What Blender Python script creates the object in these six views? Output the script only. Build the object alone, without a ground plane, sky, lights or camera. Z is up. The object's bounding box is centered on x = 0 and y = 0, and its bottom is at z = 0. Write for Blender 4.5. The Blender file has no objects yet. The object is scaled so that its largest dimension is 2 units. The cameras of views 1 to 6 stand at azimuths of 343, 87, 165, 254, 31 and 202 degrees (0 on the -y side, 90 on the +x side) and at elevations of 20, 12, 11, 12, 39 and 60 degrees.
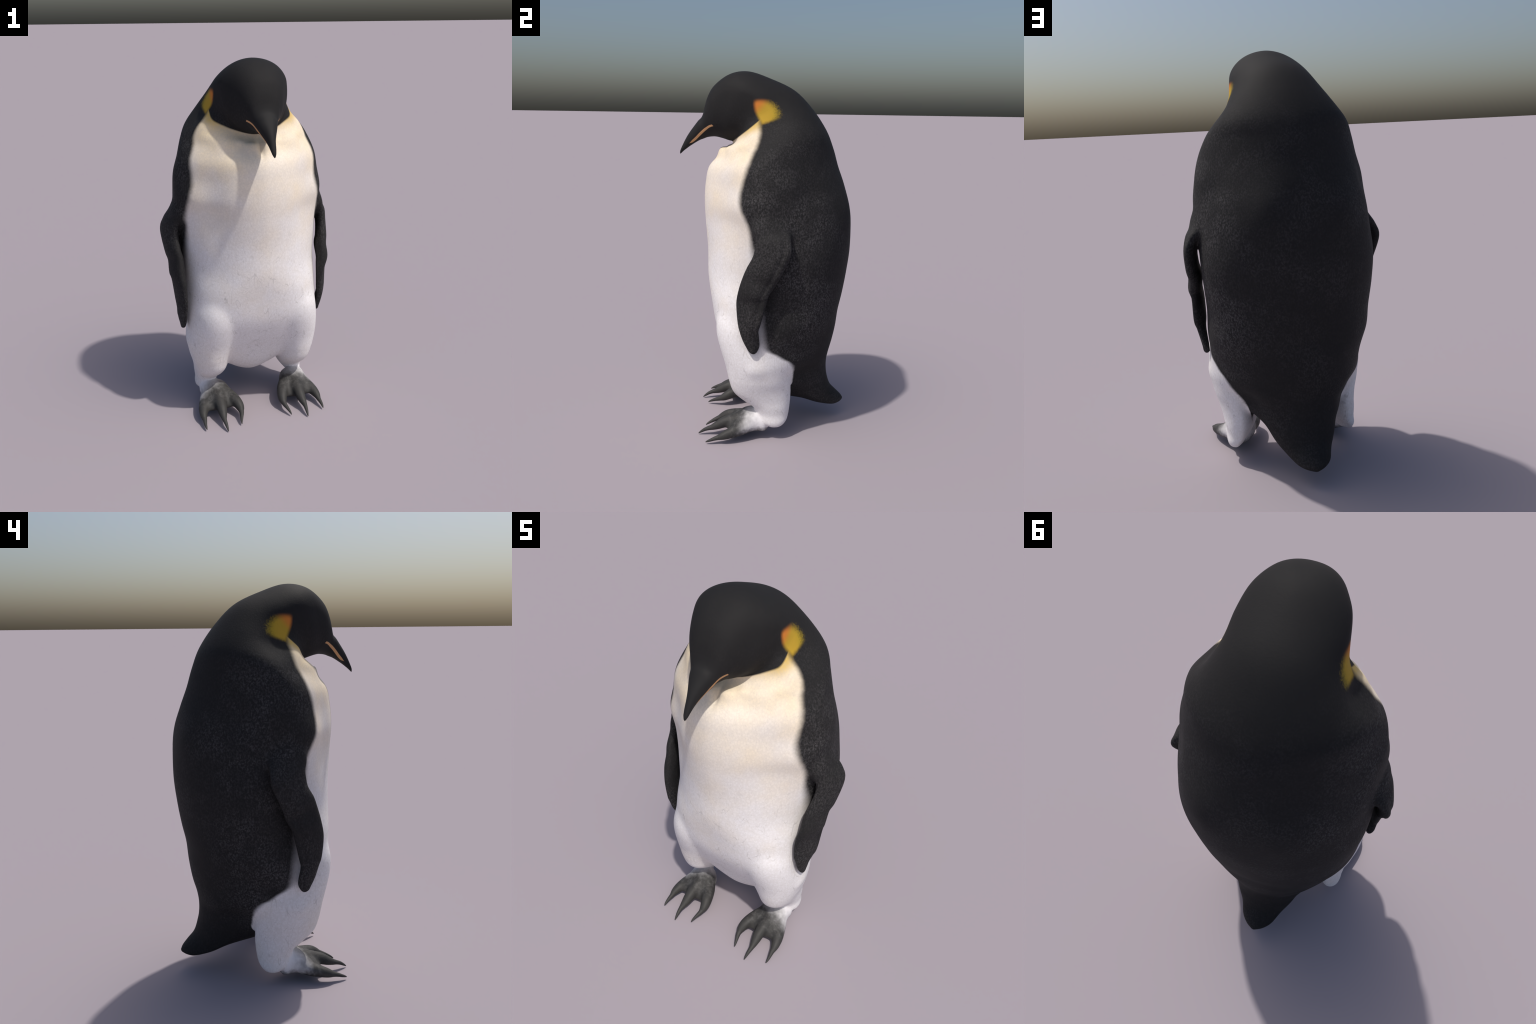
# Emperor penguin, standing, head bowed.  +y is its back, -y its front, z up.
import bpy, math, random
import numpy as np
from mathutils import Vector
from mathutils.bvhtree import BVHTree

random.seed(7)
np.random.seed(7)

# ---------------------------------------------------------------- profiles
# Body stations from the tail tip, up the trunk, over the bowed neck to the bill tip.
# (name, front/under point (y,z), back/upper point (y,z), half width,
#  where the section is widest (-1 front .. +1 back), front and back fullness)
BODY = (
    ("tail tip", (0.475, 0.096), (0.479, 0.110), 0.007, -0.01, 1.35, 2.01),
    ("tail rim", (0.444, 0.077), (0.465, 0.130), 0.044, -0.00, 1.31, 2.00),
    ("tail blade", (0.402, 0.069), (0.434, 0.159), 0.078, -0.07, 1.31, 2.03),
    ("tail root", (0.312, 0.086), (0.400, 0.197), 0.107, -0.20, 1.30, 2.05),
    ("rump under", (0.203, 0.118), (0.379, 0.256), 0.146, -0.14, 1.26, 2.11),
    ("vent", (0.012, 0.164), (0.371, 0.309), 0.184, 0.17, 1.75, 1.93),
    ("belly under", (-0.082, 0.221), (0.371, 0.367), 0.246, 0.00, 1.80, 1.85),
    ("groin", (-0.135, 0.290), (0.380, 0.426), 0.331, -0.23, 1.95, 1.85),
    ("thigh line", (-0.180, 0.392), (0.402, 0.507), 0.392, -0.55, 2.42, 1.80),
    ("lower belly", (-0.229, 0.485), (0.416, 0.598), 0.384, -0.44, 2.49, 2.04),
    ("hip", (-0.277, 0.610), (0.425, 0.698), 0.392, -0.09, 2.90, 2.13),
    ("waist", (-0.302, 0.745), (0.447, 0.799), 0.390, 0.08, 2.70, 2.01),
    ("mid belly", (-0.322, 0.880), (0.467, 0.920), 0.406, 0.13, 2.03, 1.92),
    ("mid back", (-0.324, 1.035), (0.480, 1.050), 0.416, 0.08, 1.88, 1.98),
    ("lower chest", (-0.336, 1.190), (0.476, 1.190), 0.410, -0.09, 1.75, 2.16),
    ("chest", (-0.341, 1.300), (0.461, 1.300), 0.415, -0.21, 1.70, 2.10),
    ("upper chest", (-0.335, 1.400), (0.435, 1.405), 0.407, -0.09, 1.70, 1.84),
    ("shoulder", (-0.313, 1.496), (0.400, 1.500), 0.383, -0.14, 1.65, 1.90),
    ("collar", (-0.243, 1.571), (0.371, 1.595), 0.355, -0.09, 1.75, 1.85),
    ("throat", (-0.213, 1.593), (0.327, 1.696), 0.319, 0.03, 1.95, 2.02),
    ("nape", (-0.190, 1.610), (0.249, 1.808), 0.247, 0.26, 2.10, 1.90),
    ("occiput", (-0.185, 1.627), (0.150, 1.903), 0.214, 0.08, 1.84, 2.03),
    ("crown rear", (-0.206, 1.633), (0.020, 1.963), 0.197, 0.28, 1.94, 1.87),
    ("crown", (-0.240, 1.644), (-0.100, 1.999), 0.175, 0.34, 2.10, 1.88),
    ("brow", (-0.275, 1.652), (-0.200, 1.984), 0.137, 0.25, 2.08, 2.40),
    ("forehead", (-0.300, 1.652), (-0.285, 1.923), 0.104, 0.15, 2.09, 2.35),
    ("face", (-0.324, 1.648), (-0.325, 1.854), 0.077, 0.12, 2.09, 2.32),
    ("bill base", (-0.345, 1.640), (-0.350, 1.765), 0.059, 0.08, 2.10, 2.25),
    ("bill root", (-0.370, 1.630), (-0.378, 1.731), 0.047, 0.12, 2.10, 2.22),
    ("bill mid", (-0.418, 1.600), (-0.431, 1.659), 0.022, -0.00, 2.10, 2.19),
    ("bill hook", (-0.455, 1.572), (-0.469, 1.586), 0.012, 0.06, 2.10, 2.18),
    ("bill tip", (-0.474, 1.553), (-0.477, 1.557), 0.003, 0.04, 2.10, 2.17),
)
WING_LEFT = (
    ("root", (-0.050, 1.330), (0.060, 1.345), 0.352, 0.350, 0.030),
    ("shoulder", (-0.088, 1.205), (0.067, 1.263), 0.399, 0.391, 0.035),
    ("upper arm", (-0.076, 1.155), (0.116, 1.188), 0.412, 0.417, 0.035),
    ("elbow rear", (-0.067, 1.136), (0.119, 1.154), 0.425, 0.449, 0.033),
    ("elbow", (-0.078, 1.073), (0.111, 1.086), 0.420, 0.476, 0.030),
    ("forearm", (-0.107, 1.014), (0.064, 0.975), 0.414, 0.463, 0.032),
    ("wrist", (-0.128, 0.962), (0.039, 0.926), 0.405, 0.446, 0.034),
    ("palm", (-0.149, 0.894), (0.002, 0.866), 0.403, 0.448, 0.034),
    ("blade", (-0.161, 0.817), (-0.004, 0.835), 0.385, 0.446, 0.027),
    ("blade mid", (-0.154, 0.714), (-0.036, 0.717), 0.379, 0.443, 0.023),
    ("blade low", (-0.143, 0.662), (-0.046, 0.673), 0.388, 0.428, 0.021),
    ("tip upper", (-0.126, 0.610), (-0.041, 0.624), 0.391, 0.411, 0.019),
    ("tip mid", (-0.106, 0.570), (-0.039, 0.583), 0.392, 0.399, 0.017),
    ("tip low", (-0.091, 0.548), (-0.051, 0.549), 0.397, 0.390, 0.014),
    ("tip", (-0.075, 0.537), (-0.064, 0.537), 0.393, 0.393, 0.006),
)
WING_RIGHT = (
    ("root", (-0.050, 1.330), (0.060, 1.345), 0.352, 0.350, 0.030),
    ("shoulder", (-0.083, 1.207), (0.065, 1.262), 0.395, 0.393, 0.035),
    ("upper arm", (-0.076, 1.157), (0.114, 1.188), 0.411, 0.420, 0.036),
    ("elbow rear", (-0.067, 1.138), (0.117, 1.150), 0.422, 0.449, 0.033),
    ("elbow", (-0.075, 1.072), (0.111, 1.082), 0.420, 0.473, 0.033),
    ("forearm", (-0.107, 1.015), (0.056, 0.968), 0.421, 0.461, 0.032),
    ("wrist", (-0.127, 0.965), (0.038, 0.920), 0.414, 0.448, 0.032),
    ("palm", (-0.147, 0.897), (0.003, 0.857), 0.413, 0.450, 0.033),
    ("blade", (-0.165, 0.815), (-0.007, 0.824), 0.407, 0.443, 0.028),
    ("blade mid", (-0.159, 0.711), (-0.034, 0.715), 0.402, 0.436, 0.023),
    ("blade low", (-0.143, 0.662), (-0.044, 0.671), 0.403, 0.432, 0.021),
    ("tip upper", (-0.126, 0.610), (-0.035, 0.617), 0.404, 0.429, 0.019),
    ("tip mid", (-0.106, 0.570), (-0.036, 0.579), 0.407, 0.418, 0.017),
    ("tip low", (-0.091, 0.548), (-0.051, 0.549), 0.415, 0.408, 0.014),
    ("tip", (-0.075, 0.537), (-0.064, 0.537), 0.411, 0.411, 0.006),
)
VOXEL = 0.0045

SCULPT = (
    ((0.275, -0.235, 1.290), (0.120, 0.100, 0.205), (-0.015, 0.021, 0.0)),    # hollow between breast and shoulder
    ((0.215, -0.030, 1.690), (0.070, 0.085, 0.055), (0.012, -0.040, 0.0)),    # full cheek of the neck below the ear
    ((0.210, -0.105, 1.634), (0.095, 0.065, 0.048), (0.004, -0.022, 0.002)),  # and the shoulder roll under it
    ((0.178, -0.172, 1.585), (0.070, 0.060, 0.050), (0.004, -0.018, 0.006)),  # breast beside the collar
    ((0.120, -0.262, 1.550), (0.060, 0.050, 0.032), (0.0, 0.008, 0.0)),       # dips either side of the collar
    ((0.045, -0.245, 1.574), (0.040, 0.035, 0.028), (0.0, -0.016, 0.020)),    # ragged lumps of the throat fold
    ((0.000, -0.255, 1.560), (0.015, 0.050, 0.040), (0.0, 0.018, -0.008)),
    ((0.095, -0.215, 1.600), (0.022, 0.030, 0.018), (0.0, -0.010, 0.006)),
    ((0.275, 0.215, 0.365), (0.100, 0.110, 0.065), (-0.034, -0.018, 0.014)),  # undercut behind the thighs
    ((0.360, 0.140, 0.490), (0.080, 0.090, 0.060), (-0.009, 0.0, 0.0)),       # hip
    ((0.170, 0.420, 1.290), (0.090, 0.120, 0.130), (0.004, 0.012, 0.0)),      # shoulder blades
    ((0.350, 0.215, 1.385), (0.070, 0.080, 0.080), (-0.012, -0.004, 0.0)),    # behind the arm
    ((0.262, -0.052, 1.655), (0.060, 0.060, 0.045), (0.008, -0.014, 0.006)),  # neck side
)

# Leg stations (left leg; mirrored for the right): thigh inside the trunk down to the heel.
# (front point (y,z), back point (y,z), centre x, half width)
LEG = (
    ("thigh start", (-0.215, 0.850), (0.060, 0.820), 0.200, 0.080),
    ("thigh top", (-0.266, 0.690), (0.090, 0.670), 0.218, 0.135),
    ("thigh bulge", (-0.271, 0.605), (0.115, 0.590), 0.224, 0.150),
    ("thigh upper", (-0.252, 0.520), (0.130, 0.505), 0.232, 0.152),
    ("thigh mid", (-0.224, 0.430), (0.144, 0.430), 0.245, 0.142),
    ("thigh low", (-0.203, 0.345), (0.147, 0.365), 0.256, 0.119),
    ("knee fold", (-0.178, 0.272), (0.145, 0.305), 0.256, 0.101),
    ("skirt", (-0.124, 0.222), (0.143, 0.245), 0.256, 0.089),
    ("ankle top", (-0.076, 0.190), (0.139, 0.195), 0.260, 0.080),
    ("ankle", (-0.046, 0.150), (0.131, 0.142), 0.271, 0.063),
    ("heel", (-0.028, 0.104), (0.119, 0.110), 0.288, 0.048),
    ("heel low", (0.012, 0.080), (0.098, 0.086), 0.295, 0.034),
    ("heel end", (0.040, 0.072), (0.075, 0.073), 0.296, 0.012),
)
# Foot core: (centre (x,y,z), half width, half height)
FOOT = (
    ("rear", (0.282, 0.018, 0.078), 0.018, 0.016),
    ("instep back", (0.277, -0.005, 0.085), 0.048, 0.044),
    ("instep", (0.253, -0.047, 0.097), 0.076, 0.061),
    ("arch", (0.247, -0.097, 0.092), 0.085, 0.063),
    ("ball", (0.244, -0.148, 0.070), 0.097, 0.052),
    ("web", (0.245, -0.186, 0.062), 0.092, 0.030),
    ("web edge", (0.245, -0.210, 0.052), 0.072, 0.010),
)
# Toes: centre line and radii, the last few stations are the claw.
TOES = {
    "outer": (((0.283, -0.06, 0.088), 0.042), ((0.316, -0.125, 0.068), 0.039), ((0.343, -0.185, 0.053), 0.032),
              ((0.353, -0.224, 0.042), 0.0250), ((0.354, -0.250, 0.035), 0.0165), ((0.3535, -0.276, 0.028), 0.008)),
    "middle": (((0.256, -0.06, 0.104), 0.043), ((0.250, -0.140, 0.091), 0.040), ((0.246, -0.214, 0.072), 0.033),
               ((0.245, -0.264, 0.053), 0.0240), ((0.245, -0.296, 0.042), 0.0160), ((0.244, -0.325, 0.033), 0.008)),
    "inner": (((0.234, -0.06, 0.100), 0.040), ((0.178, -0.130, 0.080), 0.038), ((0.147, -0.194, 0.066), 0.033),
              ((0.136, -0.234, 0.050), 0.0250), ((0.135, -0.257, 0.042), 0.0165), ((0.138, -0.284, 0.034), 0.008)),
}
CLAWS = {
    "outer": (((0.3545, -0.236, 0.0375), 0.0185), ((0.353, -0.262, 0.032), 0.0135), ((0.354, -0.290, 0.025), 0.0095),
              ((0.354, -0.315, 0.016), 0.006), ((0.353, -0.328, 0.010), 0.0022)),
    "middle": (((0.245, -0.282, 0.046), 0.018), ((0.245, -0.312, 0.038), 0.0125), ((0.243, -0.338, 0.028), 0.0095),
               ((0.241, -0.360, 0.014), 0.006), ((0.240, -0.373, 0.004), 0.0022)),
    "inner": (((0.135, -0.243, 0.046), 0.0185), ((0.135, -0.270, 0.0385), 0.0135), ((0.141, -0.298, 0.030), 0.0095),
              ((0.148, -0.322, 0.019), 0.006), ((0.151, -0.336, 0.010), 0.0022)),
}


# ---------------------------------------------------------------- lofting
def spline(knots, t):
    """cubic Hermite through the knots (unit spacing), finite-difference slopes"""
    v = np.asarray(knots, float)
    m = np.gradient(v, axis=0)
    m[0], m[-1] = v[1] - v[0], v[-1] - v[-2]
    i = np.clip(np.floor(t).astype(int), 0, len(v) - 2)
    x = (t - i)[:, None]
    return ((2 * x**3 - 3 * x**2 + 1) * v[i] + (x**3 - 2 * x**2 + x) * m[i]
            + (-2 * x**3 + 3 * x**2) * v[i + 1] + (x**3 - x**2) * m[i + 1])


def samples(n, sub):
    return np.linspace(0, n - 1, (n - 1) * sub + 1)


def spow(a, p):
    return np.sign(a) * np.abs(a) ** p


def body_rings(sub=8, nseg=144):
    rows = np.array([[*f, *b, w, s, pf, pb] for _, f, b, w, s, pf, pb in BODY])
    S = spline(rows, samples(len(rows), sub))
    th = np.linspace(0, 2 * np.pi, nseg, endpoint=False)
    c, s = np.cos(th), np.sin(th)
    R = np.zeros((len(S), nseg, 3))
    for k, (fy, fz, by, bz, w, sh, pf, pb) in enumerate(S):
        p = np.where(c >= 0, pf, pb)
        my, mz, dy, dz = (fy + by) / 2, (fz + bz) / 2, (by - fy) / 2, (bz - fz) / 2
        off = sh + np.where(c >= 0, -spow(c, 2 / p) * (1 + sh), -spow(c, 2 / p) * (1 - sh))
        R[k, :, 0] = max(w, 0.001) * spow(s, 2 / p)
        R[k, :, 1] = my + dy * off
        R[k, :, 2] = mz + dz * off
    # soft sculpting, mirrored: (centre |x|,y,z), radii, push (outward x, y, z)
    for (cx, cy, cz), (rx, ry, rz), (px, py, pz) in SCULPT:
        g = np.exp(-((np.abs(R[:, :, 0]) - cx) / rx) ** 2 - ((R[:, :, 1] - cy) / ry) ** 2 - ((R[:, :, 2] - cz) / rz) ** 2)
        side = np.sign(R[:, :, 0])
        R[:, :, 0] += px * g * side
        R[:, :, 1] += py * g
        R[:, :, 2] += pz * g
    return R


def wing_rings(table, side, sub=6, nseg=48):
    rows = np.array([[*l, *t, xl, xt, th] for _, l, t, xl, xt, th in table])
    S = spline(rows, samples(len(rows), sub))
    th = np.linspace(0, 2 * np.pi, nseg, endpoint=False)
    lead = np.stack([S[:, 4], S[:, 0], S[:, 1]], 1)
    trail = np.stack([S[:, 5], S[:, 2], S[:, 3]], 1)
    M, D = (lead + trail) / 2, (lead - trail) / 2
    N = np.cross(D, np.gradient(M, axis=0))
    N /= np.linalg.norm(N, axis=1)[:, None] + 1e-9
    N *= np.sign(N[:, :1])
    thick = np.maximum(S[:, 6], 0.002)[:, None]
    R = (M[:, None] + D[:, None] * np.cos(th)[None, :, None]
         + N[:, None] * (thick * spow(np.sin(th), 0.9)[None])[:, :, None])
    # shallow groove along the trailing edge of the outer face
    groove = np.exp(-((np.cos(th) + 0.62) / 0.13) ** 2) * (np.sin(th) > 0)
    along = np.clip((S[:, 1] - 0.50) / 0.08, 0, 1) * np.clip((1.24 - S[:, 1]) / 0.12, 0, 1)
    R -= N[:, None] * (0.0055 * along[:, None] * groove[None])[:, :, None]
    return R * [side, 1, 1]


def leg_rings(side, sub=6, nseg=64):
    rows = np.array([[*f, *b, xc, w] for _, f, b, xc, w in LEG])
    S = spline(rows, samples(len(rows), sub))
    th = np.linspace(0, 2 * np.pi, nseg, endpoint=False)
    c, s = spow(np.cos(th), 0.95), spow(np.sin(th), 0.95)
    c = np.where(c > 0, c * (1 - 0.6 * np.clip(0.2 - s, 0, 1.2) ** 1.5), c)   # the inner back of the leg is cut away
    R = np.zeros((len(S), nseg, 3))
    for k, (fy, fz, by, bz, xc, w) in enumerate(S):
        R[k, :, 0] = xc + w * s
        R[k, :, 1] = (fy + by) / 2 + (by - fy) / 2 * c
        R[k, :, 2] = (fz + bz) / 2 + (bz - fz) / 2 * c
    return R * [side, 1, 1]


def foot_rings(side, sub=6, nseg=48):
    rows = np.array([[*c, w, h] for _, c, w, h in FOOT])
    S = spline(rows, samples(len(rows), sub))
    th = np.linspace(0, 2 * np.pi, nseg, endpoint=False)
    R = np.zeros((len(S), nseg, 3))
    for k, (x, y, z, w, h) in enumerate(S):
        R[k, :, 0] = x - 0.004 + w * spow(np.cos(th), 0.8)
        R[k, :, 1] = y
        R[k, :, 2] = z + h * spow(np.sin(th), 0.8)
    return R * [side, 1, 1]


def tube_rings(line, side, sub=8, nseg=24):
    rows = np.array([[*c, r] for c, r in line])
    S = spline(rows, samples(len(rows), sub))
    toe = np.clip((S[:, 1] + 0.30) / 0.08, 0, 1)
    S[:, 2] += 0.004 * toe
    S[:, 0] -= 0.005 * toe
    d = np.gradient(S[:, :3], axis=0)
    d /= np.linalg.norm(d, axis=1)[:, None]
    u = np.cross(d, [0, 0, 1.0])
    u /= np.linalg.norm(u, axis=1)[:, None]
    v = np.cross(u, d)
    th = np.linspace(0, 2 * np.pi, nseg, endpoint=False)
    R = S[:, None, :3] + S[:, 3][:, None, None] * (u[:, None] * np.cos(th)[None, :, None] + v[:, None] * np.sin(th)[None, :, None])
    return R * [side, 1, 1]


def ring_mesh(R):
    """closed tube with fan caps, outward winding -> (verts, faces)"""
    n, m, _ = R.shape
    V = np.concatenate([R.reshape(-1, 3), R[0].mean(0)[None], R[-1].mean(0)[None]])
    a = np.arange(m)
    b = np.roll(a, -1)
    F = []
    for k in range(n - 1):
        F += np.stack([k * m + a, k * m + b, (k + 1) * m + b, (k + 1) * m + a], 1).tolist()
    F += [[n * m, int(q), int(p)] for p, q in zip(a, b)]
    F += [[n * m + 1, (n - 1) * m + int(p), (n - 1) * m + int(q)] for p, q in zip(a, b)]
    # make the winding point outward: signed volume
    T = np.array([[f[0], f[1], f[2]] for f in F] + [[f[0], f[2], f[3]] for f in F if len(f) == 4])
    P = V[T]
    if (np.cross(P[:, 0], P[:, 1]) * P[:, 2]).sum() < 0:
        F = [f[::-1] for f in F]
    return V, F


def join_meshes(parts):
    V, F, o = [], [], 0
    for v, f in parts:
        V.append(v)
        F += [[i + o for i in q] for q in f]
        o += len(v)
    return np.concatenate(V), F


def data_mesh(name, V, F):
    me = bpy.data.meshes.new(name)
    me.from_pydata([tuple(p) for p in V], [], F)
    me.update()
    return me


def voxel_union(V, F, size):
    ob = bpy.data.objects.new("union_helper", data_mesh("union_helper", V, F))
    bpy.context.scene.collection.objects.link(ob)
    md = ob.modifiers.new("Remesh", "REMESH")
    md.mode = "VOXEL"
    md.voxel_size = size
    md.adaptivity = 0.0
    dg = bpy.context.evaluated_depsgraph_get()
    me = bpy.data.meshes.new_from_object(ob.evaluated_get(dg))
    old = ob.data
    bpy.data.objects.remove(ob)
    bpy.data.meshes.remove(old)
    n = len(me.vertices)
    P = np.zeros(n * 3)
    me.vertices.foreach_get("co", P)
    E = np.zeros(len(me.edges) * 2, int)
    me.edges.foreach_get("vertices", E)
    Q = [tuple(p.vertices) for p in me.polygons]
    bpy.data.meshes.remove(me)
    return P.reshape(-1, 3), E.reshape(-1, 2), Q


def laplace(P, E, weight, rounds, back=0.0):
    n = len(P)
    a = np.concatenate([E[:, 0], E[:, 1]])
    b = np.concatenate([E[:, 1], E[:, 0]])
    deg = np.maximum(np.bincount(a, minlength=n), 1)[:, None]
    for _ in range(rounds):
        for f in (weight, -back * weight) if back else (weight,):
            avg = np.stack([np.bincount(a, P[b, k], n) for k in range(P.shape[1])], 1) / deg
            P = P + (avg - P) * (f[:, None] if hasattr(f, "__len__") else f)
    return P


# ---------------------------------------------------------------- build one smooth skin
wings = {s: ring_mesh(wing_rings(t, s)) for s, t in ((1, WING_LEFT), (-1, WING_RIGHT))}
wing_trees = {s: BVHTree.FromPolygons([tuple(p) for p in v], f) for s, (v, f) in wings.items()}


def press(R, clear):
    """push a surface inward where a wing lies against it, leaving a thin gap"""
    limit = np.full(R.shape[:2], 9.0)
    for k in range(R.shape[0]):
        for j in range(R.shape[1]):
            x, y, z = R[k, j]
            if abs(x) > 0.2 and 0.50 < z < 1.12 and -0.2 < y < 0.16:
                s = 1 if x > 0 else -1
                h = wing_trees[s].ray_cast(Vector((0, y, z)), Vector((s, 0, 0)))[0]
                if h is not None:
                    limit[k, j] = abs(h.x) - clear + max(0.0, z - 1.02) * 0.6
    over = np.clip(np.abs(R[:, :, 0]) - limit, 0, None)
    for _ in range(10):
        soft = over.copy()
        soft[1:-1] = (over[:-2] + 2 * over[1:-1] + over[2:]) / 4
        soft = (np.roll(soft, 1, 1) + 2 * soft + np.roll(soft, -1, 1)) / 4
        over = np.maximum(over * 0.999, soft)
    R[:, :, 0] -= np.sign(R[:, :, 0]) * over
    return R


R = press(body_rings(), 0.012)
trunk = ring_mesh(R)
legs = {s: ring_mesh(press(leg_rings(s), 0.014)) for s in (1, -1)}
feet = {s: join_meshes([ring_mesh(foot_rings(s))] + [ring_mesh(tube_rings(TOES[t], s)) for t in TOES]) for s in (1, -1)}
V, F = join_meshes([trunk] + [p for s in (1, -1) for p in (wings[s], legs[s], feet[s])])
P, E, Q = voxel_union(V, F, VOXEL)
P = laplace(P, E, 0.5, 4, 1.04)

# blend the joints: more smoothing where two parts meet
def near(tree, pts):
    return np.array([tree.find_nearest(Vector(p))[3] or 0.0 for p in pts])

trunk_tree = BVHTree.FromPolygons([tuple(p) for p in trunk[0]], trunk[1])
blend = np.zeros(len(P))
for s in (1, -1):
    sel = np.where((P[:, 0] * s > 0.26) & (P[:, 2] > 1.0) & (P[:, 2] < 1.42) & (P[:, 1] < 0.2))[0]
    d = np.maximum(near(trunk_tree, P[sel]), near(wing_trees[s], P[sel]))
    blend[sel] = np.maximum(blend[sel], np.clip(1.3 - d / (0.04 + 0.05 * np.clip((P[sel, 2] - 1.1) / 0.1, 0, 1)), 0, 1))
    leg_tree = BVHTree.FromPolygons([tuple(p) for p in legs[s][0]], legs[s][1])
    sel = np.where((P[:, 0] * s > 0.03) & (P[:, 2] < 0.86))[0]
    dt, dl, dw = near(trunk_tree, P[sel]), near(leg_tree, P[sel]), near(wing_trees[s], P[sel])
    reach = 0.036 + 0.055 * np.clip((P[sel, 2] - 0.32) / 0.08, 0, 1) * (P[sel, 1] < -0.05) + 0.08 * np.clip((P[sel, 2] - 0.42) / 0.2, 0, 1)
    reach = reach * np.where((P[sel, 1] > 0.08) & (P[sel, 2] < 0.46), 0.8, 1.0)
    reach = reach * np.where((P[sel, 2] < 0.36) & (P[sel, 1] < 0.06), 0.35, 1.0)
    off_wing = np.clip((dw - 0.006) / 0.01, 0, 1)
    blend[sel] = np.maximum(blend[sel], np.clip(1.2 - np.maximum(dt, dl) / reach, 0, 1) * off_wing)
    foot_tree = BVHTree.FromPolygons([tuple(p) for p in feet[s][0]], feet[s][1])
    sel = np.where((P[:, 0] * s > 0.1) & (P[:, 2] < 0.22))[0]
    d = np.maximum(near(foot_tree, P[sel]), near(leg_tree, P[sel]))
    blend[sel] = np.maximum(blend[sel], np.clip(1.0 - d / 0.02, 0, 1) * 0.5)
    # knit the toes into a webbed pad
    sel = np.where((P[:, 0] * s > 0.08) & (P[:, 2] < 0.16) & (P[:, 1] < -0.03))[0]
    blend[sel] = np.maximum(blend[sel], 0.45 * np.clip((P[sel, 1] + 0.25) / 0.06, 0, 1))
blend = laplace(blend[:, None], E, 0.5, 6)[:, 0]
P = laplace(P, E, blend * 0.6, 75)
P = laplace(P, E, 0.5, 3, 1.04)
P[:, 2] = np.maximum(P[:, 2], 0.0)


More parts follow.
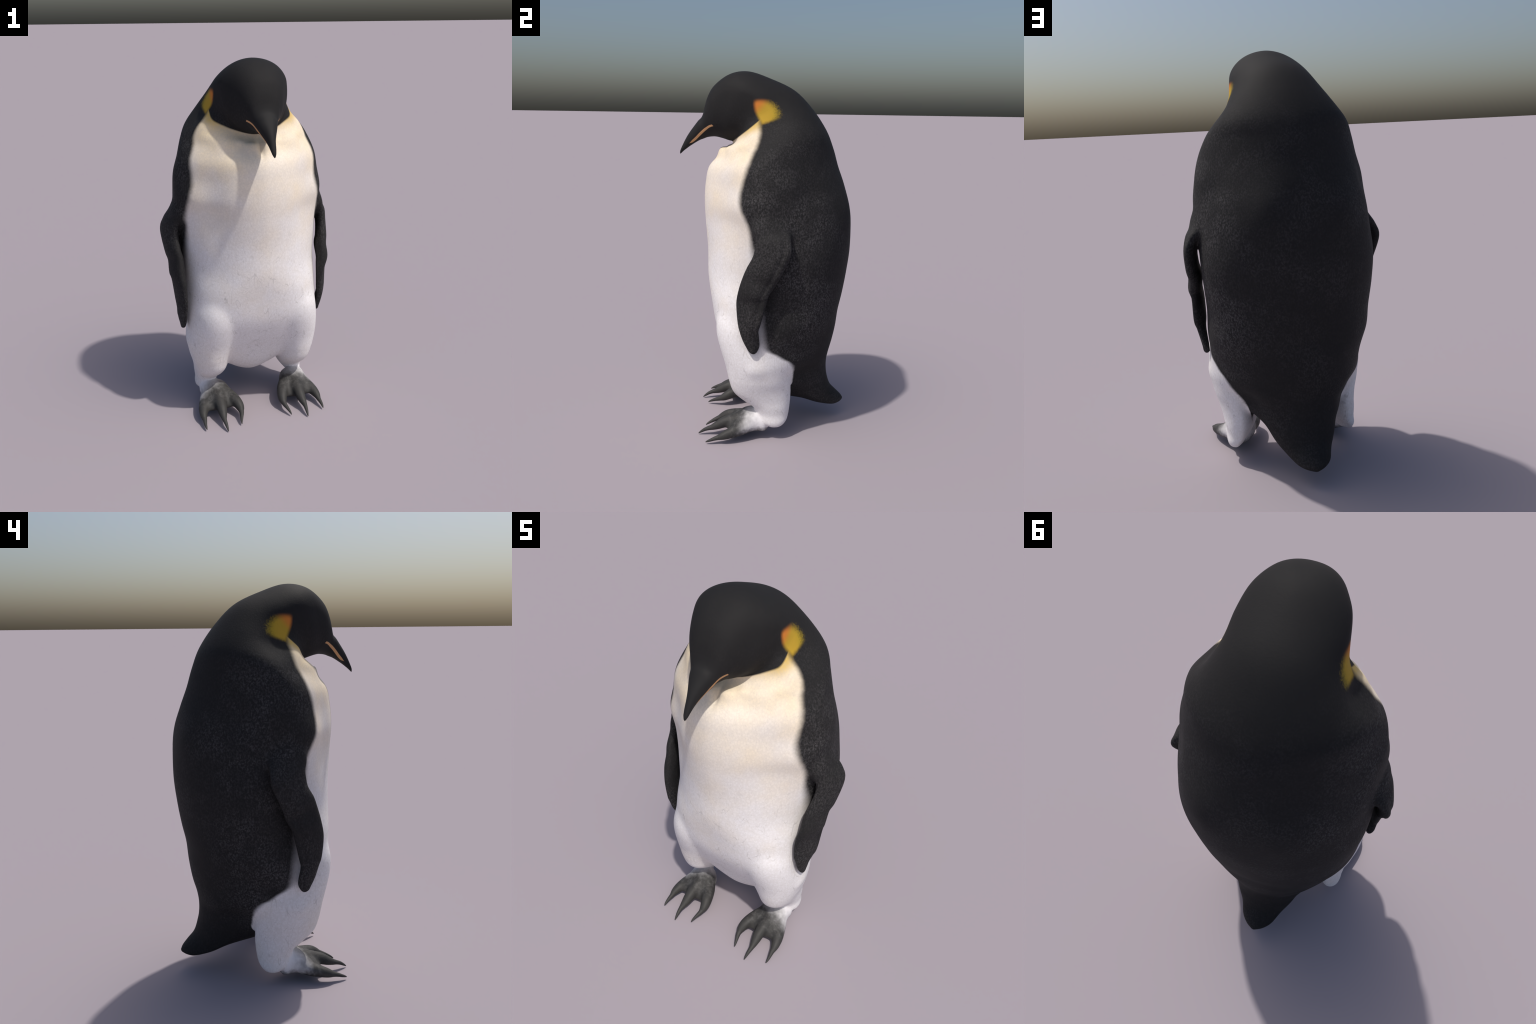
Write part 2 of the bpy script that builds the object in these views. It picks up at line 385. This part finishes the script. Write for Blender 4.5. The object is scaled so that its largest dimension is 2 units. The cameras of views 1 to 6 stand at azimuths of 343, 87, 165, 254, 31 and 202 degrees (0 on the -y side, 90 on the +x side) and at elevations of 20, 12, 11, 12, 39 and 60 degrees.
# ---------------------------------------------------------------- materials
class Net:
    """small helper that turns arithmetic into shader nodes"""

    def __init__(self, name):
        self.mat = bpy.data.materials.new(name)
        self.mat.use_nodes = True
        self.t = self.mat.node_tree
        self.t.nodes.clear()
        self.out = self.t.nodes.new("ShaderNodeOutputMaterial")
        self.bsdf = self.t.nodes.new("ShaderNodeBsdfPrincipled")
        self.t.links.new(self.bsdf.outputs[0], self.out.inputs[0])
        self.pos = self.t.nodes.new("ShaderNodeTexCoord").outputs["Object"]
        sep = self.t.nodes.new("ShaderNodeSeparateXYZ")
        self.t.links.new(self.pos, sep.inputs[0])
        self.x, self.y, self.z = sep.outputs
        self.ax = self.m("ABSOLUTE", self.x)

    def put(self, sock, v):
        if isinstance(v, bpy.types.NodeSocket):
            self.t.links.new(v, sock)
        elif isinstance(v, tuple) and len(v) == 3 and sock.type == "RGBA":
            sock.default_value = (*v, 1)
        else:
            sock.default_value = v

    def m(self, op, a, b=0.0, c=0.0):
        n = self.t.nodes.new("ShaderNodeMath")
        n.operation = op
        for s, v in zip(n.inputs, (a, b, c)):
            self.put(s, v)
        return n.outputs[0]

    def add(self, a, b): return self.m("ADD", a, b)
    def sub(self, a, b): return self.m("SUBTRACT", a, b)
    def mul(self, a, b): return self.m("MULTIPLY", a, b)
    def mn(self, a, b): return self.m("MINIMUM", a, b)
    def mx(self, a, b): return self.m("MAXIMUM", a, b)

    def step(self, v, lo, hi):
        """smooth 0..1 as v runs lo..hi (lo may exceed hi)"""
        n = self.t.nodes.new("ShaderNodeMapRange")
        n.interpolation_type = "SMOOTHSTEP"
        flip = lo > hi
        for k, q in ((0, v), (1, min(lo, hi)), (2, max(lo, hi)), (3, 1.0 if flip else 0.0), (4, 0.0 if flip else 1.0)):
            self.put(n.inputs[k], q)
        return n.outputs[0]

    def noise(self, scale, detail=2.0, rough=0.5, stretch=(1, 1, 1), distort=0.0, shift=0.0):
        mp = self.t.nodes.new("ShaderNodeMapping")
        mp.inputs["Scale"].default_value = stretch
        mp.inputs["Location"].default_value = (shift, shift * 0.7, shift * 1.3)
        self.t.links.new(self.pos, mp.inputs[0])
        n = self.t.nodes.new("ShaderNodeTexNoise")
        n.inputs["Scale"].default_value = scale
        n.inputs["Detail"].default_value = detail
        n.inputs["Roughness"].default_value = rough
        n.inputs["Distortion"].default_value = distort
        self.t.links.new(mp.outputs[0], n.inputs["Vector"])
        return n.outputs["Fac"]

    def cells(self, scale, stretch=(1, 1, 1), warp=None):
        mp = self.t.nodes.new("ShaderNodeMapping")
        mp.inputs["Scale"].default_value = stretch
        self.t.links.new(self.pos, mp.inputs[0])
        n = self.t.nodes.new("ShaderNodeTexVoronoi")
        n.inputs["Scale"].default_value = scale
        self.t.links.new(mp.outputs[0], n.inputs["Vector"])
        return n.outputs["Distance"]

    def curve(self, v, lo, hi, ylo, yhi, pts):
        """piecewise smooth function of v given by (v, value) points"""
        a = self.m("DIVIDE", self.sub(v, lo), hi - lo)
        n = self.t.nodes.new("ShaderNodeFloatCurve")
        c = n.mapping.curves[0]
        pts = sorted(pts)
        q = [((p - lo) / (hi - lo), (w - ylo) / (yhi - ylo)) for p, w in pts]
        c.points[0].location, c.points[1].location = q[0], q[-1]
        for p in q[1:-1]:
            c.points.new(*p)
        n.mapping.update()
        self.put(n.inputs["Value"], a)
        return self.add(self.mul(n.outputs[0], yhi - ylo), ylo)

    def mix(self, f, a, b):
        n = self.t.nodes.new("ShaderNodeMix")
        n.data_type = "RGBA"
        self.put(n.inputs[0], f)
        self.put(n.inputs[6], a)
        self.put(n.inputs[7], b)
        return n.outputs[2]

    def bump(self, height, strength, dist):
        n = self.t.nodes.new("ShaderNodeBump")
        n.inputs["Strength"].default_value = strength
        n.inputs["Distance"].default_value = dist
        self.put(n.inputs["Height"], height)
        self.t.links.new(n.outputs[0], self.bsdf.inputs["Normal"])

    def finish(self, colour, rough, spec=0.3):
        self.put(self.bsdf.inputs["Base Color"], colour)
        self.put(self.bsdf.inputs["Roughness"], rough)
        self.put(self.bsdf.inputs["Specular IOR Level"], spec)
        return self.mat


BLACK = (0.0190, 0.0185, 0.0190)
FLECK = (0.080, 0.076, 0.078)
WHITE = (0.83, 0.81, 0.82)
CREAM = (0.86, 0.69, 0.42)
GOLD = (0.62, 0.42, 0.10)


def dark_feathers(k, strength=1.0):
    """near-black coat with small paler feather flecks that come and go in patches"""
    grain = k.noise(125, 2, 0.55, (1, 1, 0.75), 0.3)
    cell = k.cells(130, (1, 1, 0.75))
    fleck = k.mul(k.step(grain, 0.36, 0.70), k.step(cell, 0.05, 0.55))
    patch = k.step(k.noise(4.2, 4, 0.6, shift=3.1), 0.38, 0.64)
    flank = k.mul(k.step(k.ax, 0.20, 0.36), k.step(k.z, 1.80, 1.40))
    amount = k.mul(k.mul(fleck, k.add(0.25, k.mul(patch, 0.75))), k.add(0.35, k.mul(flank, 0.65)))
    amount = k.mul(amount, k.step(k.z, 1.92, 1.50))
    return k.mix(k.mul(amount, strength), BLACK, FLECK), fleck


def pale_feathers(k):
    """white belly, warm cream toward the collar, with faint tan clouds and fine hair lines"""
    cloud = k.noise(4.5, 3, 0.55, shift=1.7)
    rise = k.add(k.mul(k.step(k.z, 0.55, 1.45), 0.26), k.mul(k.step(k.z, 1.15, 1.85), 0.52))
    warm = k.add(k.mul(rise, k.add(0.55, k.mul(cloud, 0.9))), k.mul(k.sub(cloud, 0.5), 0.6))
    warm = k.mx(warm, k.mul(k.mul(k.step(cloud, 0.44, 0.66), 0.27), k.step(k.z, 0.66, 1.0)))
    warm = k.mn(k.mx(warm, 0.0), 0.95)
    col = k.mix(warm, WHITE, CREAM)
    chin = k.sub(k.sub(k.z, 1.63), k.mul(k.add(k.y, 0.18), 0.83))
    col = k.mix(k.mul(k.mul(k.step(chin, -0.05, 0.0), k.step(k.z, 1.60, 1.72)), 0.8), col, GOLD)
    col = k.mix(k.mul(k.step(k.z, 1.655, 1.735), 0.85), col, GOLD)
    for scale, stretch, shift, dark_by in ((24, (1, 1, 0.26), 5.0, 0.34), (34, (1, 1, 0.30), 11.0, 0.30), (30, (0.5, 1, 0.7), 17.0, 0.22)):
        wavy = k.noise(scale, 0.5, 0.3, stretch, 0.12, shift)
        line = k.step(k.m("ABSOLUTE", k.sub(wavy, 0.5)), 0.017, 0.004)
        where = k.mul(k.step(k.noise(8, 1, shift=shift * 2), 0.42, 0.54), k.step(k.noise(24, 1, shift=shift * 3), 0.47, 0.56))
        col = k.mix(k.mul(k.mul(line, where), k.mul(k.step(k.z, 1.25, 0.9), dark_by)), col, (0.34, 0.32, 0.31))
    scales = k.step(k.cells(88, (1, 1, 0.8)), 0.30, 0.62)
    col = k.mix(k.mul(scales, 0.13), col, (0.50, 0.45, 0.40))
    speck = k.step(k.noise(150, 2, 0.6), 0.50, 0.72)
    return k.mix(k.mul(speck, 0.20), col, (0.52, 0.47, 0.41))


def plumage():
    k = Net("plumage")
    dark, fleck = dark_feathers(k)
    pale = pale_feathers(k)
    fringe = k.add(k.mul(k.sub(k.noise(80, 2, 0.5), 0.5), 0.005), k.mul(k.sub(k.noise(8, 2), 0.5), 0.022))
    edge = k.curve(k.z, 0.0, 2.0, -0.3, 0.3, [
        (0.0, 0.154), (0.30, 0.154), (0.38, 0.154), (0.42, 0.152), (0.456, 0.136), (0.49, 0.092), (0.52, 0.052),
        (0.547, 0.006), (0.576, -0.018), (0.65, -0.030), (0.74, -0.042), (0.795, -0.046), (0.85, -0.048),
        (0.92, -0.046), (1.02, -0.066), (1.11, -0.086), (1.20, -0.100), (1.26, -0.124), (1.31, -0.143), (1.36, -0.146),
        (1.41, -0.139), (1.47, -0.124), (1.53, -0.101), (1.58, -0.080), (1.62, -0.060), (1.67, -0.050), (1.72, -0.046), (1.80, -0.046), (2.0, -0.046)])
    edge = k.sub(edge, k.mul(k.mul(k.step(k.ax, 0.15, 0.09), k.step(k.z, 0.24, 0.18)), 0.02))
    edge = k.sub(edge, k.mul(k.mul(k.step(k.ax, 0.245, 0.205), k.step(k.z, 0.40, 0.33)), 0.075))
    wide = k.add(k.add(0.006, k.mul(k.step(k.z, 0.37, 0.45), 0.012)), k.mul(k.mul(k.step(k.z, 0.50, 0.60), k.step(k.z, 1.15, 1.0)), 0.022))  # z 0.5-1.15: broad grey blend paints the flipper's shadow on white flank
    off = k.m("DIVIDE", k.add(k.sub(k.y, edge), fringe), wide)
    back = k.step(off, -1.0, 1.0)
    chin = k.mul(k.sub(k.sub(k.z, 1.632), k.mul(k.add(k.y, 0.18), 0.83)), 0.77)
    head = k.mul(k.step(k.add(chin, k.mul(fringe, 0.12)), -0.003, 0.004), k.step(k.z, 1.606, 1.612))
    col = k.mix(k.mx(back, head), pale, dark)
    # ear patch: a rounded panel bounded by four straight edges in the side view, ragged at the back
    rag = k.mul(k.sub(k.noise(110, 3, 0.7), 0.5), 0.05)
    d1 = k.add(k.y, 0.068)
    d2 = k.sub(k.mul(k.add(k.y, 0.068), 0.87), k.mul(k.sub(1.797, k.z), 0.50))
    d3 = k.sub(k.add(1.845, k.mul(k.add(k.y, 0.06), 0.12)), k.z)
    front = k.m("SMOOTH_MIN", k.m("SMOOTH_MIN", d1, d2, 0.03), d3, 0.03)
    f1 = k.step(k.add(front, k.mul(rag, 0.08)), -0.016, 0.008)
    # rounded back: an ellipse about the front centre of the panel
    ey = k.m("DIVIDE", k.add(k.y, 0.050), 0.115)
    ez = k.m("DIVIDE", k.sub(k.z, 1.778), 0.078)
    ell = k.m("SQRT", k.add(k.mul(ey, ey), k.mul(ez, ez)))
    f4 = k.step(k.add(ell, k.mul(rag, k.mul(k.step(k.y, -0.02, 0.04), 10.0))), 1.10, 0.60)
    f5 = k.step(k.add(k.sub(k.sub(k.z, 1.722), k.mul(k.add(k.y, 0.04), 0.32)), k.mul(rag, 0.25)), -0.010, 0.014)
    patch = k.mul(k.mn(f1, f5), f4)
    tone = k.add(k.mul(k.add(k.y, 0.066), 9.0), k.mul(k.sub(1.835, k.z), 8.5))
    yellow = k.mix(k.step(tone, 0.15, 0.75), (0.62, 0.21, 0.04), (0.47, 0.30, 0.035))
    yellow = k.mix(k.step(k.y, -0.01, 0.06), yellow, (0.36, 0.26, 0.025))
    col = k.mix(patch, col, yellow)
    k.bump(k.add(fleck, k.noise(70, 3, 0.6)), 0.06, 0.004)
    return k.finish(col, 0.72, 0.12)


def wing_skin():
    k = Net("wing_feathers")
    dark, fleck = dark_feathers(k, 0.6)
    k.bump(k.add(fleck, k.noise(90, 2)), 0.10, 0.003)
    return k.finish(dark, 0.70, 0.14)


def foot_skin():
    k = Net("foot_skin")
    mott = k.noise(38, 4, 0.65)
    grey = k.mix(k.step(mott, 0.40, 0.75), (0.036, 0.035, 0.034), (0.085, 0.083, 0.080))
    grey = k.mix(k.step(k.y, -0.17, -0.23), grey, (0.042, 0.041, 0.039))
    up = k.add(k.add(k.y, k.mul(k.sub(k.noise(14, 3, 0.6), 0.5), 0.13)), k.mul(k.sub(k.ax, 0.255), 0.35))
    bare = k.mul(k.step(up, -0.150, 0.012), k.step(k.add(k.z, k.mul(k.sub(mott, 0.5), 0.06)), 0.035, 0.095))
    col = k.mix(bare, grey, WHITE)
    k.bump(k.cells(120), 0.15, 0.003)
    return k.finish(col, 0.6, 0.3)


def bill_horn():
    k = Net("bill_horn")
    mid = k.curve(k.y, -0.5, -0.2, 1.5, 1.8, [(-0.5, 1.56), (-0.427, 1.611), (-0.392, 1.637), (-0.362, 1.666), (-0.33, 1.694), (-0.302, 1.711), (-0.279, 1.713), (-0.2, 1.713)])
    wide = k.curve(k.y, -0.5, -0.2, 0.0, 0.02, [(-0.5, 0.0), (-0.43, 0.0), (-0.40, 0.0080), (-0.36, 0.0096), (-0.315, 0.0070), (-0.285, 0.0038), (-0.272, 0.0), (-0.2, 0.0)])
    d = k.m("ABSOLUTE", k.sub(k.z, mid))
    stripe = k.mul(k.step(k.sub(wide, d), -0.001, 0.0018), k.step(wide, 0.0, 0.002))
    col = k.mix(stripe, BLACK, (0.57, 0.32, 0.155))
    return k.finish(col, 0.66, 0.14)


# ---------------------------------------------------------------- cut the skin into named parts
root = bpy.data.objects.new("emperor_penguin", None)
bpy.context.scene.collection.objects.link(root)
root["label"] = "black and white penguin standing with bowed head"
root["category"] = "penguin"

MATS = {"body": plumage(), "wing": wing_skin(), "foot": foot_skin(), "bill": bill_horn()}

n = len(P)
QA = np.array(Q)
C = P[QA].mean(1)


def inside_part(tree_mesh, pts, pad):
    tree = BVHTree.FromPolygons([tuple(p) for p in tree_mesh[0]], tree_mesh[1])
    return near(tree, pts) < pad


label = np.full(len(QA), 0)
y, z, ax = C[:, 1], C[:, 2], np.abs(C[:, 0])
# bill: the horny cone ahead of the face
label[(y + 0.62 * (z - 1.70) < -0.283) & (z > 1.53) & (y < -0.26) & (z < 1.80) & (z - 1.55 > 0.35 * (y + 0.475) * 0 + 0.0 - 0.02) & ((z > 1.612) | (y < -0.36))] = 1
chin = (z - 1.632) - 0.83 * (y + 0.18)
label[(label == 0) & (chin > -0.10) & (z > 1.61) & (y < 0.05)] = 2          # head
label[(label == 0) & (z > 1.56) & (z - 1.60 > 0.3 * (y - 0.05) * 0 + 0.0)] = 3   # neck
label[(label == 0) & (y > 0.20) & (z < 0.27) & (ax < 0.2)] = 4                 # tail
for s in (1, -1):
    side = C[:, 0] * s > 0
    cand = np.where((label == 0) & side & (ax > 0.30) & (z > 0.5) & (z < 1.21) & (y < 0.17))[0]
    dw = near(wing_trees[s], C[cand])
    dt = near(trunk_tree, C[cand])
    label[cand[(dw < 0.02) & (dw + 0.004 < dt)]] = 5 if s > 0 else 6
    low = side & (z < 0.365) & (label == 0)
    cand = np.where(low)[0]
    leg_tree = BVHTree.FromPolygons([tuple(p) for p in legs[s][0]], legs[s][1])
    foot_tree = BVHTree.FromPolygons([tuple(p) for p in feet[s][0]], feet[s][1])
    dl, dt, df = near(leg_tree, C[cand]), near(trunk_tree, C[cand]), near(foot_tree, C[cand])
    lab = np.where((dl < dt) | (C[cand, 2] < 0.06), 7 if s > 0 else 8, 0)
    lab = np.where((df < dl) & (C[cand, 2] < 0.19) & (C[cand, 1] < 0.035) & (dt > 0.01), 9 if s > 0 else 10, lab)
    label[cand] = lab

# whole-body vertex normals
fn = np.cross(P[QA[:, 2]] - P[QA[:, 0]], P[QA[:, 3]] - P[QA[:, 1]])
vn = np.stack([sum(np.bincount(QA[:, c], fn[:, k], n) for c in range(4)) for k in range(3)], 1)
vn /= np.linalg.norm(vn, axis=1)[:, None] + 1e-12

PARTS = {0: ("torso", "body"), 1: ("beak", "bill"), 2: ("head", "body"), 3: ("neck", "body"), 4: ("tail", "body"),
         5: ("wing", "wing"), 6: ("wing", "wing"), 7: ("leg", "body"), 8: ("leg", "body"), 9: ("foot", "foot"), 10: ("foot", "foot")}
built = {}
for key, (name, mat) in PARTS.items():
    fs = QA[label == key]
    if not len(fs):
        continue
    used, inv = np.unique(fs, return_inverse=True)
    me = data_mesh(name, P[used], inv.reshape(fs.shape).tolist())
    me.materials.append(MATS[mat])
    me.polygons.foreach_set("use_smooth", np.ones(len(me.polygons), bool))
    me.normals_split_custom_set_from_vertices([tuple(v) for v in vn[used]])
    ob = bpy.data.objects.new(name, me)
    bpy.context.scene.collection.objects.link(ob)
    ob.parent = root
    built[key] = ob

for s, key in ((1, 9), (-1, 10)):
    for toe in CLAWS:
        V, F = ring_mesh(tube_rings(CLAWS[toe], s, 6, 20))
        me = data_mesh("claw", V, F)
        me.materials.append(MATS["foot"])
        me.polygons.foreach_set("use_smooth", np.ones(len(me.polygons), bool))
        ob = bpy.data.objects.new("claw", me)
        bpy.context.scene.collection.objects.link(ob)
        ob.parent = built[key]
